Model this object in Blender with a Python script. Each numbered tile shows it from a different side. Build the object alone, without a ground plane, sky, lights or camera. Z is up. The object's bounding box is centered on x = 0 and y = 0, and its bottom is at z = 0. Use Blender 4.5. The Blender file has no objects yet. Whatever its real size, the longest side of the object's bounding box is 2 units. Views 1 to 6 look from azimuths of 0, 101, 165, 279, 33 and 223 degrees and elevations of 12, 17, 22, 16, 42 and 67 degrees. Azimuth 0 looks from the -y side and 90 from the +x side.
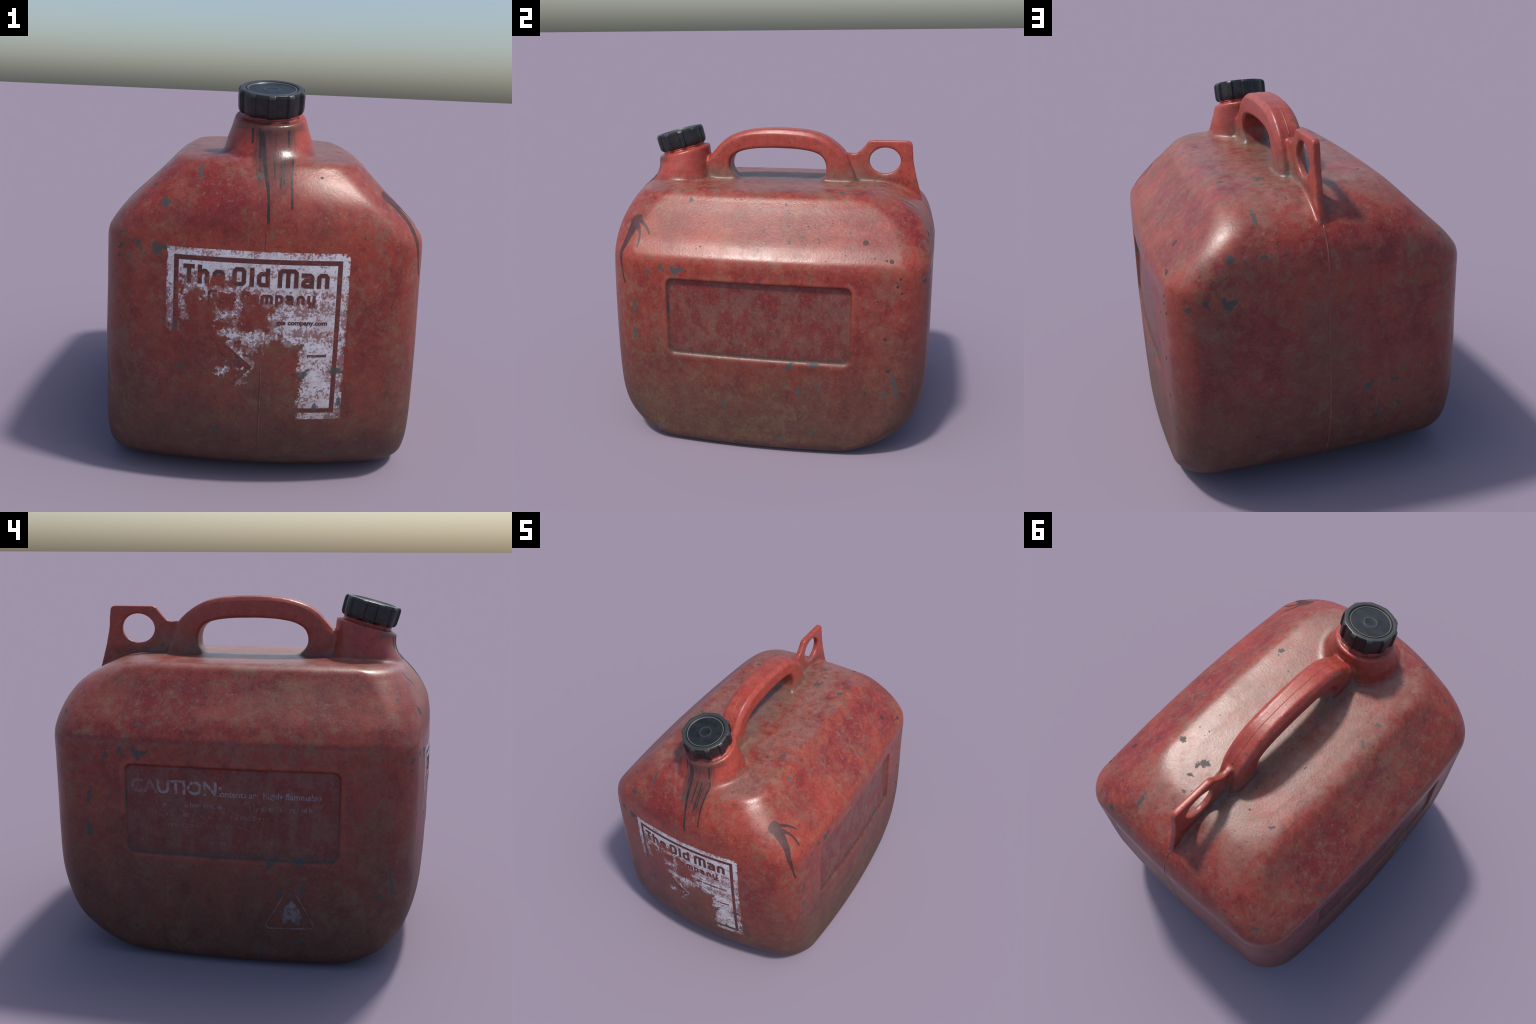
import bpy, bmesh, math, random
import numpy as np
from mathutils import Vector, Matrix
from mathutils.bvhtree import BVHTree

random.seed(7)
rng = np.random.default_rng(7)

# ------------------------------------------------------------------ helpers
def new_object(name, verts, faces, mat=None, parent=None, smooth=True):
    me = bpy.data.meshes.new(name)
    me.from_pydata([tuple(v) for v in verts], [], [tuple(f) for f in faces])
    me.update()
    if smooth:
        me.polygons.foreach_set("use_smooth", [True] * len(me.polygons))
    ob = bpy.data.objects.new(name, me)
    bpy.context.scene.collection.objects.link(ob)
    if mat:
        me.materials.append(mat)
    if parent:
        ob.parent = parent
    return ob

def spline(knots, n):
    """Catmull-Rom through rows of knots, chord-length spaced, n samples."""
    k = np.array(knots, float)
    d = np.r_[0, np.cumsum(np.linalg.norm(np.diff(k, axis=0), axis=1))]
    m = np.zeros_like(k)
    m[1:-1] = (k[2:] - k[:-2]) / (d[2:] - d[:-2])[:, None]
    m[0] = (k[1] - k[0]) / (d[1] - d[0]); m[-1] = (k[-1] - k[-2]) / (d[-1] - d[-2])
    t = np.linspace(0, d[-1], n)
    i = np.clip(np.searchsorted(d, t, side='right') - 1, 0, len(d) - 2)
    h = (d[i + 1] - d[i])[:, None]; s = ((t - d[i])[:, None]) / h
    return ((2*s**3 - 3*s**2 + 1) * k[i] + (s**3 - 2*s**2 + s) * h * m[i]
            + (-2*s**3 + 3*s**2) * k[i + 1] + (s**3 - s**2) * h * m[i + 1])

def loft(rings, cap_start=True, cap_end=True):
    """rings: list of (n,3) arrays -> verts, faces of a closed tube."""
    n = len(rings[0]); V = np.concatenate(rings); F = []
    for i in range(len(rings) - 1):
        a = i * n; b = a + n
        for j in range(n):
            k = (j + 1) % n
            F.append((a + j, a + k, b + k, b + j))
    if cap_start: F.append(tuple(range(n))[::-1])
    if cap_end: F.append(tuple(range((len(rings) - 1) * n, len(rings) * n)))
    return V, F

def sstep(a, b, x):
    t = np.clip((x - a) / (b - a), 0, 1)
    return t * t * (3 - 2 * t)

# ------------------------------------------------------------------ body form
# height, half width (x), reach to the front (-y), reach to the back (+y)
BODY = [
    (0.000, .589, .529, .491), (0.003, .674, .626, .554), (0.020, .744, .748, .660), (0.060, .768, .830, .748),
    (0.120, .771, .902, .840), (0.200, .773, .955, .918), (0.300, .774, .983, .963), (0.450, .774, .995, .996),
    (0.650, .773, .999, 1.002), (0.900, .768, .999, 1.001), (1.080, .767, .994, 1.000), (1.150, .766, .990, 1.001),
    (1.190, .757, .988, 1.001), (1.225, .732, .987, .999), (1.270, .693, .984, .991), (1.340, .618, .968, .969), (1.410, .545, .931, .921),
    (1.470, .487, .884, .838), (1.510, .446, .838, .745), (1.527, .400, .735, .673), (1.532, .294, .569, .563),
]
BOW_SIDE, BOW_FRONT, BOW_BACK = .062, .126, .039          # how far each wall bows in towards its corners
R_FRONT, R_BACK = .150, .170                               # upright corner radii

def body_ring(a, f, b, z):
    """rounded rectangle with slightly bowed walls"""
    rf, rb = min(R_FRONT, .95 * a), min(R_BACK, .95 * a)
    def arc(cx, cy, r, t0):
        t = np.linspace(t0, t0 + np.pi / 2, 22); return np.c_[cx + r * np.cos(t), cy + r * np.sin(t)]
    def line(p, q, n=44):
        k = np.linspace(0, 1, n)[1:-1, None]; return p * (1 - k) + q * k
    A = [arc(a - rb, b - rb, rb, 0), arc(-a + rb, b - rb, rb, np.pi / 2), arc(-a + rf, -f + rf, rf, np.pi), arc(a - rf, -f + rf, rf, 1.5 * np.pi)]
    Q = np.concatenate([np.concatenate([A[i], line(A[i][-1], A[(i + 1) % 4][0])]) for i in range(4)])
    h = np.where(Q[:, 1] < 0, f, b); bow = np.where(Q[:, 1] < 0, BOW_FRONT, BOW_BACK)
    return np.c_[Q[:, 0] * (1 - BOW_SIDE * (Q[:, 1] / h) ** 2), Q[:, 1] * (1 - bow * (Q[:, 0] / a) ** 2), np.full(len(Q), z)]
def body_mesh():
    prof = spline(BODY, 170)
    return loft([body_ring(a, f, b, z) for z, a, f, b in prof])

# ------------------------------------------------------------------ neck
TILT = math.radians(14.5)
AX = np.array([0, -math.sin(TILT), math.cos(TILT)])      # axis of spout and cap
AY = np.array([0, math.cos(TILT), math.sin(TILT)])
COLLAR = np.array([0, -.6215, 1.705])                     # centre of collar top

def neck_mesh():
    th = np.linspace(0, 2 * np.pi, 120, endpoint=False)
    def ell(cy, cz, rx, ry, tilt):
        u = np.array([0, math.cos(tilt), math.sin(tilt)])
        return (np.array([0, cy, cz]) + rx * np.cos(th)[:, None] * np.array([1, 0, 0])
                + ry * np.sin(th)[:, None] * u)
    K = [(-.630, 1.40, .225, .225, 0), (-.632, 1.47, .222, .222, 0), (-.630, 1.520, .217, .208, 0.02),
         (-.622, 1.560, .208, .188, .06), (-.617, 1.605, .196, .174, .12), (-.618, 1.650, .180, .169, .19),
         (-.6205, 1.690, .168, .170, .245), (-.6215, 1.702, .164, .168, TILT)]
    rings = [ell(*k) for k in spline(K, 40)]
    circ = lambda s, r: (COLLAR + AX * s + r * np.cos(th)[:, None] * np.array([1, 0, 0]) + r * np.sin(th)[:, None] * AY)
    for s, r in ((.003, .157), (.003, .140), (.003, .133), (.012, .130), (.016, .133), (.022, .130), (.05, .127)):
        rings.append(circ(s, r))
    return loft(rings)

# ------------------------------------------------------------------ handle
# inner point (y, z), outer point (y, z) of sections along the arch
ARCH = [(-.225, 1.48, -.56, 1.48), (-.255, 1.535, -.545, 1.55), (-.288, 1.57, -.525, 1.60), (-.304, 1.605, -.49, 1.645),
        (-.302, 1.645, -.437, 1.680), (-.281, 1.684, -.392, 1.731), (-.225, 1.714, -.340, 1.781),
        (-.142, 1.730, -.272, 1.817), (-.060, 1.735, -.170, 1.843), (.0, 1.7355, -.035, 1.854), (.10, 1.733, .110, 1.850),
        (.19, 1.724, .213, 1.838), (.252, 1.708, .297, 1.812), (.290, 1.682, .372, 1.766), (.310, 1.643, .431, 1.707),
        (.314, 1.600, .468, 1.632), (.303, 1.560, .498, 1.555), (.270, 1.525, .515, 1.52), (.25, 1.48, .525, 1.48)]
HW = .0745
def handle_mesh():
    rings = []
    for iy, iz, oy, oz in spline(ARCH, 130):
        I = np.array([iy, iz]); O = np.array([oy, oz]); L = np.linalg.norm(O - I); d = (I - O) / L
        ch = min(.030, .25 * L); ci = .012
        pts = [(-.052, O), (.052, O), (HW, O + d * ch), (HW, I - d * ci), (HW - .012, I), (-HW + .012, I), (-HW, I - d * ci), (-HW, O + d * ch)]
        rings.append(np.array([(x, p[0], p[1]) for x, p in pts]))
    return loft(rings)

# ------------------------------------------------------------------ hanging loop (pierced plate)
PLATE = [(.40, 1.712), (.440, 1.7085), (.478, 1.705), (.500, 1.708), (.520, 1.722), (.560, 1.768), (.571, 1.783), (.585, 1.789),
         (.80, 1.789), (.826, 1.786), (.838, 1.772), (.842, 1.745), (.850, 1.66), (.872, 1.565), (.905, 1.455), (.930, 1.37), (.945, 1.33), (.85, 1.30), (.55, 1.45), (.40, 1.48)]
HOLE = (.676, 1.664, .096, .0815)
def plate_mesh():
    t = .0185; bm = bmesh.new(); n = 64
    # outline resampled by angle around the hole so that plate and hole can be bridged
    P = np.array(PLATE); c = np.array(HOLE[:2]); m = len(P)
    def hit(a):
        d = np.array([math.cos(a), math.sin(a)]); best = 0
        for i in range(m):
            p, q = P[i] - c, P[(i + 1) % m] - c; e = q - p
            den = d[0] * e[1] - d[1] * e[0]
            if abs(den) < 1e-9: continue
            s = (p[0] * e[1] - p[1] * e[0]) / den; u = (p[0] * d[1] - p[1] * d[0]) / den
            if s > 0 and -1e-6 <= u <= 1 + 1e-6: best = max(best, s) if best == 0 else min(best, s)
        return c + d * best
    ang = sorted(list(np.linspace(-math.pi, math.pi, 180, endpoint=False)) + [math.atan2(*(p - c)[::-1]) for p in P])
    out = [hit(a) for a in ang]; inn = [c + np.array([HOLE[2] * math.cos(a), HOLE[3] * math.sin(a)]) for a in ang]
    k = len(ang); V = []
    for ring in (out, inn):
        for x in (-t, t):
            V += [(x, p[0], p[1]) for p in ring]
    F = []
    for i in range(k):
        j = (i + 1) % k
        oL, oR, iL, iR = i, k + i, 2 * k + i, 3 * k + i
        OL, OR, IL, IR = j, k + j, 2 * k + j, 3 * k + j
        F += [(oL, OL, OR, oR), (iL, iR, IR, IL), (oL, iL, IL, OL), (oR, OR, IR, iR)]
    return np.array(V), F

# ------------------------------------------------------------------ one welded shell
def build_shell():
    V = []; F = []; off = 0
    for v, f in (body_mesh(), neck_mesh(), handle_mesh(), plate_mesh()):
        V.append(v); F += [tuple(i + off for i in q) for q in f]; off += len(v)
    ob = new_object("shell_work", np.concatenate(V), F)
    bm = bmesh.new(); bm.from_mesh(ob.data); bmesh.ops.recalc_face_normals(bm, faces=bm.faces); bm.to_mesh(ob.data); bm.free()
    md = ob.modifiers.new("weld", 'REMESH'); md.mode = 'VOXEL'; md.voxel_size = .0072; md.use_smooth_shade = True
    sm = ob.modifiers.new("soften", 'SMOOTH'); sm.factor = .5; sm.iterations = 5
    dg = bpy.context.evaluated_depsgraph_get()
    me = bpy.data.meshes.new_from_object(ob.evaluated_get(dg))
    bpy.data.objects.remove(ob)
    bm = bmesh.new(); bm.from_mesh(me)
    # generous fillet where the spout grows out of the shoulder, small ones at the handle roots
    foot = [v for v in bm.verts if 1.36 < v.co.z < 1.60 and v.co.y < -.40 and abs(v.co.x) < .32 and not (v.co.z > 1.545 and v.co.y > -.46)
            and abs(math.hypot(v.co.x, v.co.y + .63) - .215) < (.09 if v.co.y < -.72 else .045)]
    for _ in range(45): bmesh.ops.smooth_vert(bm, verts=foot, factor=.5, use_axis_x=True, use_axis_y=True, use_axis_z=True)
    root = [v for v in bm.verts if 1.50 < v.co.z < 1.565 and -.45 < v.co.y < .62 and abs(v.co.x) < .12]
    for _ in range(12): bmesh.ops.smooth_vert(bm, verts=root, factor=.5, use_axis_x=True, use_axis_y=True, use_axis_z=True)
    bm.to_mesh(me); bm.free()
    return me

PANEL = dict(y=.005, z=.832, hy=.545, hz=.238, r=.045)
def panel_sd(y, z):
    qy = np.abs(y - PANEL['y']) - PANEL['hy'] + PANEL['r']; qz = np.abs(z - PANEL['z']) - PANEL['hz'] + PANEL['r']
    return np.hypot(np.maximum(qy, 0), np.maximum(qz, 0)) + np.minimum(np.maximum(qy, qz), 0) - PANEL['r']

me = build_shell()
co = np.empty(len(me.vertices) * 3); me.vertices.foreach_get("co", co); co = co.reshape(-1, 3)
# recessed panels on both flanks, with a faint raised lip
sd = panel_sd(co[:, 1], co[:, 2])
flank = np.abs(co[:, 0]) > .5
depth = (.014 + .012 * sstep(.60, .92, co[:, 2])) * (1 - sstep(-.016, .003, sd)) - .0014 * np.exp(-((sd - .014) / .014) ** 2)
co[flank, 0] -= np.sign(co[flank, 0]) * depth[flank]
# very slow waviness of blow-moulded plastic
wav = (np.sin(co[:, 1] * 5.1 + co[:, 2] * 3.3) + np.sin(co[:, 2] * 6.7 - co[:, 0] * 4.2 + 1.3) + np.sin(co[:, 0] * 7.3 + co[:, 1] * 3.9 + .4))
nrm = np.empty(len(co) * 3); me.vertices.foreach_get("normal", nrm); nrm = nrm.reshape(-1, 3)
co += nrm * (wav * .0009 * sstep(1.56, 1.5, co[:, 2]))[:, None] if False else 0
co[:, 2] = np.where(co[:, 2] < .001, np.maximum(co[:, 2], 0), co[:, 2])
co[:, 2] -= co[:, 2].min()
me.vertices.foreach_set("co", co.ravel()); me.update()
me.vertices.foreach_get("normal", nrm := np.empty(len(co) * 3)); nrm = nrm.reshape(-1, 3)
fl = [list(p.vertices) for p in me.polygons]
cen = np.empty(len(fl) * 3); me.polygons.foreach_get("center", cen); cen = cen.reshape(-1, 3)
BVH = BVHTree.FromPolygons([Vector(c) for c in co], fl)

# region of every face
y, z, x = cen[:, 1], cen[:, 2], cen[:, 0]
reg = np.zeros(len(fl), int)
psd = panel_sd(y, z)
reg[(psd < .004) & (x > .5)] = 4
reg[(psd < .004) & (x < -.5)] = 5
reg[(z > 1.545) & (y < -.36) & (np.hypot(x, y + .62) < .235)] = 1
arm = (z > 1.545) & (y > -.52) & (y < .53) & (np.abs(x) < .12)
reg[arm & ~((y < -.40) & (z < 1.60)) & ((y > -.445) | (z > 1.78))] = 2
reg[(z > 1.55) & (y > .425) & (np.abs(x) < .026) & (y - .431 > (1.707 - z) * .48 + .012)] = 3
reg[(y > .60) & (np.abs(x) < .022) & (z > 1.40) & (reg == 0) & (z > 1.545 - np.clip(y - .74, 0, 1) * .85)] = 3
# ------------------------------------------------------------------ materials
class Graph:
    """Small wrapper so that shading rules read like formulas."""
    def __init__(self, name):
        self.mat = bpy.data.materials.new(name); self.mat.use_nodes = True
        self.t = self.mat.node_tree; self.t.nodes.clear()
    def node(self, kind, **kw):
        n = self.t.nodes.new(kind)
        for k, v in kw.items(): setattr(n, k, v)
        return n
    def put(self, sock, v):
        if isinstance(v, bpy.types.NodeSocket): self.t.links.new(v, sock)
        elif v is not None:
            if sock.type == 'RGBA' and len(v) == 3: v = (*v, 1)
            sock.default_value = v
    def m(self, op, a, b=None, c=None, clamp=False):
        n = self.node('ShaderNodeMath', operation=op, use_clamp=clamp)
        for s, v in zip(n.inputs, (a, b, c)): self.put(s, v)
        return n.outputs[0]
    def vm(self, op, a, b=None, out=0):
        n = self.node('ShaderNodeVectorMath', operation=op)
        self.put(n.inputs[0], a)
        if b is not None: self.put(n.inputs[3] if op == 'SCALE' else n.inputs[1], b)
        return n.outputs['Value'] if op in ('LENGTH', 'DOT_PRODUCT') else n.outputs[out]
    def add(self, a, b): return self.m('ADD', a, b)
    def sub(self, a, b): return self.m('SUBTRACT', a, b)
    def mul(self, a, b): return self.m('MULTIPLY', a, b)
    def mn(self, a, b): return self.m('MINIMUM', a, b)
    def mx(self, a, b): return self.m('MAXIMUM', a, b)
    def step(self, x, a, b):
        """0 at a, 1 at b, smooth (a may exceed b)."""
        n = self.node('ShaderNodeMapRange', interpolation_type='SMOOTHSTEP')
        lo, hi, o0, o1 = (a, b, 0., 1.) if a < b else (b, a, 1., 0.)
        for i, v in enumerate((x, lo, hi, o0, o1)): self.put(n.inputs[i], v)
        return n.outputs[0]
    def mix(self, f, a, b, mode='MIX'):
        n = self.node('ShaderNodeMix', data_type='RGBA', blend_type=mode)
        self.put(n.inputs[0], f); self.put(n.inputs[6], a); self.put(n.inputs[7], b)
        return n.outputs[2]
    def lerp(self, f, a, b): return self.add(a, self.mul(f, self.sub(b, a)))
    def xyz(self, v):
        n = self.node('ShaderNodeSeparateXYZ'); self.put(n.inputs[0], v); return n.outputs
    def vec(self, x, y, z):
        n = self.node('ShaderNodeCombineXYZ')
        for s, v in zip(n.inputs, (x, y, z)): self.put(s, v)
        return n.outputs[0]
    def noise(self, v, scale, detail=4., rough=.55, dist=0., color=False):
        n = self.node('ShaderNodeTexNoise'); self.put(n.inputs['Vector'], v)
        for k, q in (('Scale', scale), ('Detail', detail), ('Roughness', rough), ('Distortion', dist)): n.inputs[k].default_value = q
        return n.outputs['Color' if color else 'Fac']
    def mapped(self, v, loc=(0, 0, 0), rot=0., scale=(1, 1, 1)):
        n = self.node('ShaderNodeMapping', vector_type='TEXTURE'); self.put(n.inputs[0], v)
        n.inputs[1].default_value = loc; n.inputs[2].default_value = (0, 0, rot); n.inputs[3].default_value = scale
        return n.outputs[0]
    def blob(self, p, cx, cy, rx, ry, rot=0.):
        return self.vm('LENGTH', self.mapped(p, (cx, cy, 0), rot, (rx, ry, 1)))
    def box(self, p, cx, cy, hx, hy, rot=0.):
        """signed distance in metres (roughly) to a rectangle"""
        v = self.xyz(self.vm('ABSOLUTE', self.mapped(p, (cx, cy, 0), rot)))
        return self.mx(self.sub(v[0], hx), self.sub(v[1], hy))

# worn paint label on the front: rectangles (x, z, half width, half height, turn) where paint survives
LABEL = (-.030, .748, .404, .388)
SURVIVING = [(.13, .935, .155, .045, 0), (-.235, .945, .03, .03, 0), (-.15, .955, .06, .02, 0), (-.03, 1.075, .41, .065, 0), (-.412, .96, .028, .19, 0), (.12, .995, .26, .055, -.05), (-.115, .885, .017, .075, 0),
             (.27, .88, .110, .085, 0), (.15, .895, .10, .06, .3), (.20, .815, .17, .055, 0), (.275, .57, .10, .21, 0), (.265, .385, .085, .04, 0),
             (-.09, .752, .115, .024, -.08), (-.045, .715, .035, .035, .4), (.02, .76, .06, .02, 0), (-.10, .66, .085, .018, -.78),
             (-.17, .845, .035, .02, 0), (-.31, .975, .055, .035, .2), (-.12, .635, .06, .012, -.72), (.155, .75, .07, .035, 0), (-.36, .87, .015, .05, 0),
             (-.16, .585, .05, .012, .6), (-.09, .545, .035, .012, .75)]
# chips of paint repeated on each face: (u across the face, z, ru, rz, turn)
CHIPS = [(-.475, 1.115, .022, .03, 0), (-.445, 1.128, .025, .012, .3), (-.492, 1.138, .012, .022, 0), (-.568, 1.137, .013, .02, -.4), (-.553, 1.115, .008, .018, .4),
         (-.648, 1.108, .012, .018, -.5), (.192, .572, .028, .012, .6), (.20, .592, .03, .009, .4),
         (.338, .596, .032, .014, 0), (.25, .418, .017, .022, .1), (.362, .451, .014, .022, 0), (.80, .495, .013, .085, .18), (.745, .432, .02, .012, 0),
         (.145, .10, .03, .012, .3), (.347, .16, .03, .012, .5), (-.198, .29, .012, .022, .4), (-.435, .262, .012, .010, 0), (-.742, .88, .012, .05, 0),
         (-.75, .70, .014, .045, .1), (-.62, .10, .03, .01, 0), (-.745, .20, .02, .016, .5)]
END_CHIPS = [(-.447, 1.322, .022, .018, .6), (-.30, 1.462, .012, .030, .2)]           # front and back only
CORNER_CHIPS = [(.80, 1.42, .017, .075, -.25), (.90, 1.325, .010, .03, -.2)]           # left flank only
TOP_CHIPS = [(.37, .445, .018, .022, 0), (.176, .467, .028, .024, .5), (.20, .50, .012, .018, 0), (.186, .567, .025, .010, .3), (.145, .656, .016, .012, 0),
             (.358, -.331, .016, .014, 0), (-.36, -.34, .020, .014, .2), (-.378, -.196, .026, .012, -.9), (-.39, -.22, .012, .012, 0), (-.334, .484, .022, .012, .8), (.383, .561, .012, .010, 0)]

def plastic(name, has, lettering=None):
    """Weathered red plastic; has: which local marks this stretch of skin carries
    ('front', 'flank', 'top', 'upper').  lettering: None, 'label' (dark print) or 'caution' (pale print) -
    print shares the plastic's own colour wherever the paint has worn off."""
    g = Graph(name)
    P = g.node('ShaderNodeTexCoord').outputs['Object']; N = g.node('ShaderNodeNewGeometry').outputs['True Normal' if False else 'Normal']
    x, y, z = g.xyz(P); nx, ny, nz = g.xyz(N)
    ax, ay = g.m('ABSOLUTE', nx), g.m('ABSOLUTE', ny)
    flank = g.m('GREATER_THAN', ax, ay)
    u = g.lerp(flank, g.mul(x, g.mul(g.m('SIGN', ny), -1.)), g.mul(y, g.m('SIGN', nx)))
    face = g.vec(u, z, 0.)
    wob = g.vm('SCALE', g.vm('SUBTRACT', g.noise(P, 22., 4., .6, color=True), (.5, .5, .5)), .045)
    wob2 = g.vm('SCALE', g.vm('SUBTRACT', g.noise(P, 60., 3., .6, color=True), (.5, .5, .5)), .02)
    upper = g.step(z, 1.535, 1.58)                       # neck, handle, loop
    top = g.mul(g.step(g.add(nz, g.mul(g.sub(g.noise(P, 7., 5., .6), .5), .5)), .70, 1.0), g.mul(g.step(z, 1.40, 1.46), g.step(z, 1.60, 1.56)))
    top = g.mul(top, g.step(g.add(g.m('ABSOLUTE', x), g.mul(g.sub(g.noise(P, 5., 6., .65), .5), .35)), .50, .33))
    pos = g.vec(x, z, 0.); stain = None
    # --- base reds
    streaky = g.vec(x, y, g.mul(z, .55))
    n1 = g.noise(streaky, 2.6, 6., .6); n2 = g.noise(P, 6.5, 6., .62); n3 = g.noise(P, 19., 5., .65); n4 = g.noise(P, 75., 4., .6)
    red = g.mix(g.step(g.add(g.mul(n1, .6), g.mul(n2, .4)), .40, .60), (.30, .018, .018), (.46, .056, .030))
    red = g.mix(g.mul(upper, .75), red, (.47, .062, .040))
    # --- bleached, dusty film in cloudy patches
    film = g.add(g.mul(g.noise(streaky, 3.1, 9., .68, .3), .7), g.mul(n3, .3))
    film = g.step(film, .46, .60)
    film = g.mul(film, g.lerp(upper, g.lerp(g.step(z, 1.35, .9), .50, .78), .30))
    red = g.mix(film, red, g.mix(n2, (.26, .090, .064), (.34, .135, .100)))
    if 'upper' not in has:
        # --- ridges coloured a brighter orange
        crease = g.mul(g.mul(g.step(z, 1.06, 1.13), g.step(z, 1.245, 1.19)), g.step(nz, .75, .6))
        eave = g.mul(g.mul(g.step(z, 1.445, 1.475), g.step(z, 1.528, 1.515)), g.step(nz, .985, .95))
        upright = g.mul(g.mul(g.step(g.mx(ax, ay), .93, .80), g.step(nz, .45, .3)), g.step(z, .50, .9))
        ridge = g.mul(g.mx(crease, g.mx(eave, upright)), g.step(n2, .66, .42))
        red = g.mix(g.mul(ridge, .50), red, (.50, .080, .042))
    # --- grime rising from the ground
    low = g.step(g.add(z, g.mul(g.sub(n1, .5), .75)), .78, .10)
    red = g.mix(g.mul(low, .78), red, g.mix(n2, (.165, .072, .052), (.255, .135, .088)))
    # --- ochre scale, flecked
    och = g.step(g.add(g.mul(g.noise(P, 13., 9., .75, .8), .75), g.mul(g.noise(P, 2.2, 3., .5), .25)), .52, .60)
    red = g.mix(g.mul(och, g.mul(g.lerp(g.step(z, .9, .2), .45, .75), g.sub(1., g.mul(upper, .7)))), red, (.30, .185, .10))
    if 'top' in has or 'front' in has:
        # --- dust: paler pinkish-beige patches over the plateau
        pink_veil = g.noise(g.vec(g.mul(x, 1.7), g.mul(y, .8), z), 4.5, 9., .7, .4)
        red = g.mix(g.mul(top, g.lerp(g.step(pink_veil, .38, .60), .06, .68)), red, g.mix(n3, (.34, .165, .135), (.43, .245, .205)))
    if 'top' in has or 'upper' in has:
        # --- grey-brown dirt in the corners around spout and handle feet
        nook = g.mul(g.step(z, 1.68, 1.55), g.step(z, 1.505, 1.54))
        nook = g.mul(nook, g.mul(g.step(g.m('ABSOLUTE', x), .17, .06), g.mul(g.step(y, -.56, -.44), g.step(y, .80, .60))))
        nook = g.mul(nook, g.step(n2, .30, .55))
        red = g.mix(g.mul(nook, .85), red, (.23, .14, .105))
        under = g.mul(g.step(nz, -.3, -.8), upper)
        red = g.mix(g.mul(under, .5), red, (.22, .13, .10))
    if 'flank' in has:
        # --- flank panels: darker, streaked, with a brighter orange outer rim
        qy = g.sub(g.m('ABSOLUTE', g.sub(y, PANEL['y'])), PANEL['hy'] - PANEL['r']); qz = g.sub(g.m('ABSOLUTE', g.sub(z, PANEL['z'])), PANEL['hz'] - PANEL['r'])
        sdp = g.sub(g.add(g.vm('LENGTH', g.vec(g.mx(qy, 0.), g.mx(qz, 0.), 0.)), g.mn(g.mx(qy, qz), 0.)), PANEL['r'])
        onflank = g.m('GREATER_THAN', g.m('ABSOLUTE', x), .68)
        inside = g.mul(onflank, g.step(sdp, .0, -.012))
        drip = g.noise(g.vec(g.mul(x, 1.), g.mul(y, 1.1), g.mul(z, .75)), 8., 8., .68)
        pc = g.mix(g.step(drip, .44, .56), (.25, .022, .024), (.25, .105, .085))
        red = g.mix(g.mul(inside, .72), red, pc)
        red = g.mix(g.mul(g.mul(inside, g.step(sdp, -.055, -.012)), g.mul(.85, g.step(z, .76, .60))), red, (.13, .06, .045))  # recess shading painted as a dark band along the lower ledge
        rim = g.mul(g.mul(onflank, g.mul(g.step(sdp, -.004, .004), g.step(sdp, .04, .010))), g.step(n2, .35, .6))
        red = g.mix(g.mul(rim, .75), red, (.52, .095, .052))
    # --- fine mottling
    red = g.mix(g.mul(g.step(n4, .5, .72), .35), red, (.33, .15, .11))
    red = g.mix(g.mul(g.step(n4, .48, .28), .30), red, (.16, .025, .022))
    mot = g.add(g.mul(g.noise(g.vec(x, y, g.mul(z, .8)), 28., 8., .72, .5), .65), g.mul(n2, .35))
    red = g.mix(g.mul(g.step(mot, .53, .61), g.lerp(upper, .40, .10)), red, (.27, .160, .112))
    red = g.mix(g.mul(g.step(mot, .45, .38), g.lerp(upper, .42, .14)), red, (.16, .014, .016))
    fle = g.noise(P, 42., 4., .75)
    red = g.mix(g.mul(g.step(fle, .59, .64), g.lerp(upper, .62, .2)), red, (.30, .20, .14))
    red = g.mix(g.mul(g.step(fle, .40, .35), .55), red, (.10, .022, .020))
    # fine pale scratches running down
    scr = g.mul(g.step(g.noise(g.vec(g.mul(x, 1.), g.mul(y, 1.), g.mul(z, .06)), 55., 2., .5), .70, .76), g.step(g.noise(P, 3.5, 2., .5), .52, .60))
    red = g.mix(g.mul(scr, .60), red, (.34, .20, .14))
    if 'front' in has or 'upper' in has:
        # --- oily streaks under the spout
        run = g.noise(g.vec(g.mul(x, 1.), 0., g.mul(z, .045)), 24., 3., .6)
        lowend = g.add(1.30, g.mul(g.noise(g.vec(x, 0., 0.), 38., 2., .5), .28))
        stain = g.mul(g.mul(g.step(x, -.085, -.055), g.step(x, .125, .10)), g.mul(g.step(z, 1.67, 1.64), g.step(g.sub(z, lowend), -.03, .05)))
        stain = g.mul(stain, g.mul(g.step(y, -.70, -.745), g.step(run, .36, .50)))
        heavy = g.mul(g.mul(g.step(x, -.07, -.04), g.step(x, .115, .09)), g.mul(g.step(z, 1.34, 1.50), g.step(z, 1.69, 1.66)))
        stain = g.mx(stain, g.mul(g.mul(heavy, .8), g.step(y, -.70, -.745)))
        red = g.mix(g.mul(stain, .88), red, g.mix(n2, (.055, .026, .023), (.125, .070, .060)))
        ring = g.mul(g.mul(g.step(y, -.66, -.72), g.step(z, 1.635, 1.655)), g.step(z, 1.70, 1.68))
        red = g.mix(g.mul(ring, .55), red, (.07, .035, .03))
    rough = g.add(.29, g.mul(n2, .16)); rough = g.lerp(film, rough, g.lerp(n3, .30, .56)); rough = g.lerp(low, rough, .58)
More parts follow.
